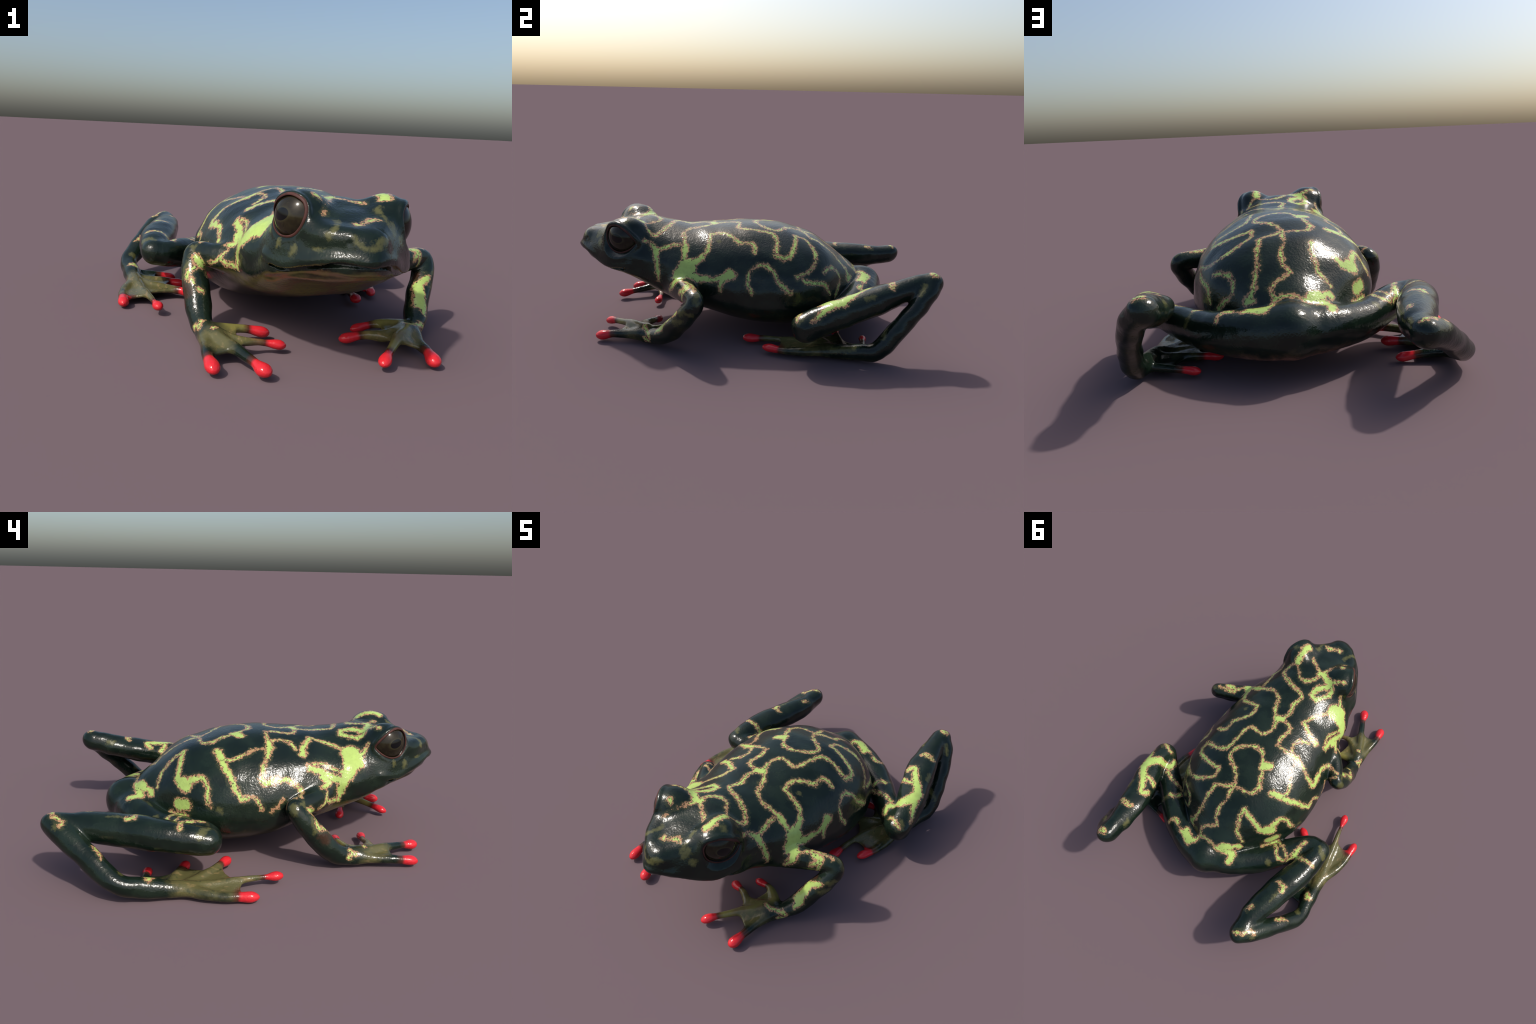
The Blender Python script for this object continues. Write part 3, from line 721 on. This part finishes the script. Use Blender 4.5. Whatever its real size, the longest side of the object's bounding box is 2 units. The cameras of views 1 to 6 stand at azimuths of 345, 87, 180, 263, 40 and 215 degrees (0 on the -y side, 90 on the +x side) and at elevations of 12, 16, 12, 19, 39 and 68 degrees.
def skin(name, chunks, tips):
    N_ = Nodes(name); tc = N_.new("ShaderNodeTexCoord"); P = tc.outputs["Object"]
    # wobble the strokes so that their edges wander
    w1 = N_.vec("SCALE", N_.vec("SUBTRACT", N_.noise(P, 21, 2, .6, True), (.5,.5,.5)), scale=.030)
    w2 = N_.vec("SCALE", N_.vec("SUBTRACT", N_.noise(P, 75, 2, .6, True), (.5,.5,.5)), scale=.016)
    W = N_.vec("ADD", N_.vec("ADD", P, w1), w2)
    best = {"mark": None, "faint": None, "rust": None}
    for kind, group in chunks:
        g = N_.new("ShaderNodeGroup"); g.node_tree = group
        N_.put(g.inputs["W"], W); N_.put(g.inputs["D"], 1. if best[kind] is None else best[kind]); best[kind] = g.outputs[0]
    # base colour
    base = N_.mix(N_.step(N_.noise(P, 9, 4), .35, .65), DARK_A, DARK_B)
    sep = N_.new("ShaderNodeSeparateXYZ"); N_.put(sep.inputs[0], P); X, Y, Z = sep.outputs
    geo = N_.new("ShaderNodeNewGeometry"); nz = N_.new("ShaderNodeSeparateXYZ"); N_.put(nz.inputs[0], geo.outputs["Normal"])
    rough_n = N_.math("SUBTRACT", N_.noise(P, 11, 4, .6), .5)
    # pale belly and throat: below a line that rises from the belly to the chin
    under = N_.math("MULTIPLY_ADD", N_.math("ADD", Y, .45), -.55, .165)        # z of the border at this y
    under = N_.math("MINIMUM", N_.math("MAXIMUM", under, .112), .345)
    belly = N_.step(N_.math("ADD", N_.math("SUBTRACT", Z, under), N_.math("MULTIPLY", rough_n, .09)), .035, -.03)
    trunk = N_.step(N_.vec("LENGTH", N_.vec("MULTIPLY", N_.vec("SUBTRACT", P, (.04,-.12,.2)), (1/.44,1/.95,1/.6))), 1.03, .93)
    throat = N_.math("MULTIPLY", N_.step(N_.math("ADD", nz.outputs[2], N_.math("MULTIPLY", rough_n, .5)), -.42, -.72), N_.step(Y, -.25, -.42))
    belly = N_.math("MULTIPLY", N_.math("MAXIMUM", belly, throat), trunk)
    bc = N_.mix(N_.step(N_.noise(N_.vec("MULTIPLY", P, (6,3,6)), 1.6, 4), .45, .65), BELLY, BELLY_B)
    bc = N_.mix(N_.step(N_.math("ADD", Y, N_.math("MULTIPLY", rough_n, .3)), -.30, -.02), bc, N_.mix(N_.step(Y, .40, .60), (.110,.095,.038), (.300,.150,.105)))
    base = N_.mix(belly, base, bc)
    # limbs carry a brown olive stripe underneath
    down = N_.step(N_.math("ADD", nz.outputs[2], N_.math("MULTIPLY", rough_n, 1.1)), -.35, -.80)
    base = N_.mix(N_.math("MULTIPLY", N_.math("MULTIPLY", down, .75), N_.math("SUBTRACT", 1.0, belly)), base, (.040,.036,.015))
    # olive palms and webs with tan streaks between the digits
    near = None
    for x, y, z, r in PALMS:
        d = N_.math("MULTIPLY", N_.vec("LENGTH", N_.vec("SUBTRACT", P, (x,y,z))), 1/r)
        near = d if near is None else N_.math("MINIMUM", near, d)
    near = N_.math("ADD", near, N_.math("MULTIPLY", rough_n, .9))
    low = N_.step(Z, .115, .075)
    palm = N_.math("MULTIPLY", N_.step(near, 1.08, .62), low)
    oc = N_.mix(N_.step(N_.noise(N_.vec("MULTIPLY", P, (1,.35,1)), 55, 3), .52, .72), OLIVE, OLIVE_LIGHT)
    oc = N_.mix(N_.step(N_.noise(P, 24, 3), .60, .80), oc, (.030,.042,.022))
    base = N_.mix(N_.math("MULTIPLY", palm, .92), base, oc)
    # markings
    fine = N_.math("SUBTRACT", N_.noise(P, 165, 4, .7), .5)
    coarse = N_.math("SUBTRACT", N_.noise(P, 60, 3, .65), .5)
    swell = N_.math("SUBTRACT", N_.noise(P, 13, 2), .5)
    ragged = N_.math("MULTIPLY_ADD", fine, .013, N_.math("MULTIPLY_ADD", coarse, .030, N_.math("MULTIPLY", swell, .022)))
    inner = N_.math("MULTIPLY_ADD", N_.math("SUBTRACT", N_.noise(N_.vec("ADD", P, (3.,1.,2.)), 120, 3, .7), .5), .016, N_.math("MULTIPLY_ADD", coarse, .026, N_.math("MULTIPLY", swell, .020)))
    if best["rust"] is not None:
        base = N_.mix(N_.math("MULTIPLY", N_.step(N_.math("ADD", best["rust"], ragged), .012, -.014), .5), base, (.065,.024,.014))
    if best["faint"] is not None:
        f = N_.math("ADD", best["faint"], ragged)
        base = N_.mix(N_.math("MULTIPLY", N_.step(f, .008, -.012), .58), base, (.125,.120,.040))
    if best["mark"] is not None:
        d = N_.math("ADD", best["mark"], ragged); e = N_.math("ADD", best["mark"], inner)
        base = N_.mix(N_.math("MULTIPLY", N_.step(d, .016, .002), .8), base, HALO)
        base = N_.mix(N_.step(d, .0024, -.0004), base, TAN)
        base = N_.mix(N_.step(e, -.0060, -.0088), base, N_.mix(N_.step(N_.noise(P, 40, 2), .3, .7), LIME, (.36,.48,.125)))
        # dark pores strung along the edges of the markings
        v = N_.new("ShaderNodeTexVoronoi"); v.inputs["Scale"].default_value = 95; N_.put(v.inputs["Vector"], W)
        pore = N_.math("MULTIPLY", N_.step(v.outputs["Distance"], .46, .32), N_.math("MULTIPLY", N_.step(best["mark"], -.0150, -.0090), N_.step(best["mark"], .003, -.001)))
        base = N_.mix(N_.math("MULTIPLY", pore, .85), base, (.030,.028,.014))
    # red digit tips
    near = None
    for p in tips:
        d = N_.vec("LENGTH", N_.vec("SUBTRACT", P, tuple(float(v) for v in p)))
        near = d if near is None else N_.math("MINIMUM", near, d)
    if near is not None:
        near = N_.math("ADD", near, N_.math("MULTIPLY", rough_n, .02))
        base = N_.mix(N_.step(near, .095, .056), base, WINE)
        base = N_.mix(N_.step(near, .062, .043), base, N_.mix(N_.noise(P, 60, 2), RED, (.52,.022,.03)))
    # moist, finely pebbled skin
    h = N_.math("ADD", N_.noise(P, 105, 3, .55), N_.math("MULTIPLY", N_.noise(P, 45, 2), 1.0))
    bump = N_.new("ShaderNodeBump"); bump.inputs["Strength"].default_value = .42; bump.inputs["Distance"].default_value = .0030
    N_.put(bump.inputs["Height"], h)
    rough = N_.math("MULTIPLY_ADD", N_.noise(P, 20, 3), .08, .125)
    return N_.finish(base, rough, bump.outputs[0], **{"Specular IOR Level": .37})

TRUNK_SHAPES = [TRUNK_F]+[Ellipsoid(*DOME[s]) for s in DOME]+[Tube(r) for r in RIDGES]
LIMB_SHAPES = {}
for k in ("forelimb", "hindlimb"):
    for side in ("right", "left"):
        n = k+"_"+side; d = "finger_" if k == "forelimb" else "toe_"
        LIMB_SHAPES[n] = PARTS[n]+PARTS[("hand_" if k == "forelimb" else "foot_")+side]+[s for p in PARTS if p.startswith(d+side) for s in PARTS[p]]
# neighbouring strokes share a node group; each skin takes the groups that touch it
CHUNKS = []
for kind in ("mark", "faint", "rust"):
    S = [g for g in SEGMENTS if g[0] == kind]
    CHUNKS += [S[i:i+7] for i in range(0, len(S), 7)]
GROUPS = [(c[0][0], chunk_group(c)) for c in CHUNKS]
CP = np.array([[c[min(i, len(c)-1)][1+j] if j < 2 else .5*(c[min(i, len(c)-1)][1]+c[min(i, len(c)-1)][2]) for i in range(7) for j in range(3)] for c in CHUNKS])
def chosen(shapes, cond):
    x, y, z = CP[...,0], CP[...,1], CP[...,2]
    d = np.min([np.broadcast_to(s(x, y, z), x.shape) for s in shapes], 0)
    return [GROUPS[i] for i in np.where(((d < .05) & cond(y)).any(1))[0]]
MAT = {"torso": skin("torso_skin", chosen(TRUNK_SHAPES+[PARTS["hindlimb_right"][0], PARTS["hindlimb_left"][0]], lambda y: y > -.62), []),
       "head": skin("head_skin", chosen(TRUNK_SHAPES, lambda y: y < -.36), [])}
for n, sh in LIMB_SHAPES.items():
    src = FINGERS if n.startswith("fore") else TOES
    MAT[n] = skin(n+"_skin", chosen(sh, lambda y: y < 9), [np.array(p[-1][:3]) for p in src[n.split("_")[1]]])

def eye_material():
    N_ = Nodes("eye"); P = N_.new("ShaderNodeTexCoord").outputs["Object"]
    q = N_.vec("MULTIPLY", N_.vec("ADD", P, (0,.003,0)), (1/.0340, 1/.0225, 0))
    r = N_.vec("LENGTH", q)
    iris = N_.mix(N_.step(N_.noise(P, 45, 4), .35, .7), (.012,.0095,.0048), (.022,.018,.0085))
    iris = N_.mix(N_.step(r, 1.45, 1.02), iris, (.030,.027,.013))
    col = N_.mix(N_.step(r, 1.06, .96), iris, (.003,.0035,.004))
    return N_.finish(col, .13, **{"Specular IOR Level": .3})
MAT["eye"] = eye_material()
def lid_material():
    N_ = Nodes("eyelid"); P = N_.new("ShaderNodeTexCoord").outputs["Object"]
    c = N_.mix(N_.step(N_.noise(P, 30, 3), .35, .65), (.048,.018,.014), (.074,.029,.023))
    return N_.finish(c, .55, **{"Specular IOR Level": .2})
MAT["eyelid"] = lid_material()
# --------------------------------------------------------------------------
# objects
# --------------------------------------------------------------------------
scene = bpy.context.scene
def link(o, parent=None):
    scene.collection.objects.link(o)
    if parent: o.parent = parent
    return o
frog = link(bpy.data.objects.new("frog", None))
frog["label"] = "dark green frog with ragged lime network and red toe tips"
frog["category"] = "frog"

def piece(name, mask, parent, mat):
    q = Q[mask]; u, inv = np.unique(q, return_inverse=True)
    me = bpy.data.meshes.new(name)
    me.from_pydata(V[u].tolist(), [], inv.reshape(-1, 4).tolist())
    me.polygons.foreach_set("use_smooth", np.ones(len(q), bool))
    me.normals_split_custom_set_from_vertices(NRM[u].tolist())
    me.materials.append(mat)
    return link(bpy.data.objects.new(name, me), parent)

torso = piece("torso", label == "torso", frog, MAT["torso"])
head = piece("head", label == "head", frog, MAT["head"])
for side in ("right", "left"):
    fore = piece("forelimb", label == "forelimb_"+side, frog, MAT["forelimb_"+side])
    hand = piece("hand", label == "hand_"+side, fore, MAT["forelimb_"+side])
    for i in range(4): piece("finger", label == f"finger_{side}_{i}", fore, MAT["forelimb_"+side])
    hind = piece("hindlimb", label == "hindlimb_"+side, frog, MAT["hindlimb_"+side])
    foot = piece("foot", label == "foot_"+side, hind, MAT["hindlimb_"+side])
    for i in range(5): piece("toe", label == f"toe_{side}_{i}", hind, MAT["hindlimb_"+side])

# eyes: ball with its own frame (z towards the pupil, x along the slit), and a fleshy lid rim
from mathutils import Matrix, Vector
PUPIL = {"right": np.array((-0.204,-0.722,0.570))}; PUPIL["left"] = mirror(PUPIL["right"])
for side in ("right", "left"):
    c = EYE[side]
    zz = Vector(PUPIL[side]-c).normalized()
    rim = LIDS[side]-np.array((0,0,0))
    xx = Vector(rim[0]-rim[5]); xx = (xx-zz*xx.dot(zz)).normalized(); yy = zz.cross(xx)
    me = bpy.data.meshes.new("eye"); nu, nv = 64, 40; vs = []; fs = []
    loc = (catmull(np.vstack([rim, rim[:2]]), 6)[:len(rim)*6]-c) @ np.array([xx, yy, zz]).T      # lid outline in the eye's frame
    ang = np.arctan2(loc[:,1], loc[:,0]); pol = np.arctan2(np.hypot(loc[:,0], loc[:,1]), loc[:,2]); od = np.argsort(ang)
    for j in range(nv+1):
        for i in range(nu):
            a = 2*math.pi*i/nu; th = (np.interp((a+math.pi)%(2*math.pi)-math.pi, ang[od], pol[od], period=2*math.pi)+.11)*j/nv; vs.append((math.sin(th)*math.cos(a)*EYE_R, math.sin(th)*math.sin(a)*EYE_R, math.cos(th)*EYE_R))
    for j in range(nv):
        for i in range(nu):
            fs.append((j*nu+i, (j+1)*nu+i, (j+1)*nu+(i+1)%nu, j*nu+(i+1)%nu))
    me.from_pydata(vs, [], fs); me.validate(); me.update()
    me.polygons.foreach_set("use_smooth", np.ones(len(me.polygons), bool)); me.materials.append(MAT["eye"])
    o = link(bpy.data.objects.new("eye", me), head)
    o.matrix_local = Matrix.Translation(Vector(c-np.array((0,0,DROP)))) @ Matrix((xx, yy, zz)).transposed().to_4x4()
    # rim
    L = np.vstack([rim, rim[:1], rim[1:2]]); L = catmull(L, 8)[:len(rim)*8]
    d = L-c; L = c+d/np.linalg.norm(d, axis=1)[:,None]*(EYE_R+.0058)
    n = len(L); vs = []; fs = []; m = 12
    for i in range(n):
        t = L[(i+1)%n]-L[i-1]; t /= np.linalg.norm(t); o_ = L[i]-c; o_ /= np.linalg.norm(o_); s = np.cross(t, o_)
        for j in range(m):
            a = 2*math.pi*j/m; vs.append(L[i]+(o_*math.sin(a)*.0040+s*math.cos(a)*.0078)-np.array((0,0,DROP)))
    for i in range(n):
        for j in range(m):
            fs.append((i*m+j, i*m+(j+1)%m, ((i+1)%n)*m+(j+1)%m, ((i+1)%n)*m+j))
    me = bpy.data.meshes.new("eyelid"); me.from_pydata([tuple(v) for v in vs], [], fs)
    me.polygons.foreach_set("use_smooth", np.ones(len(fs), bool)); me.materials.append(MAT["eyelid"]); me.update()
    link(bpy.data.objects.new("eyelid", me), head)
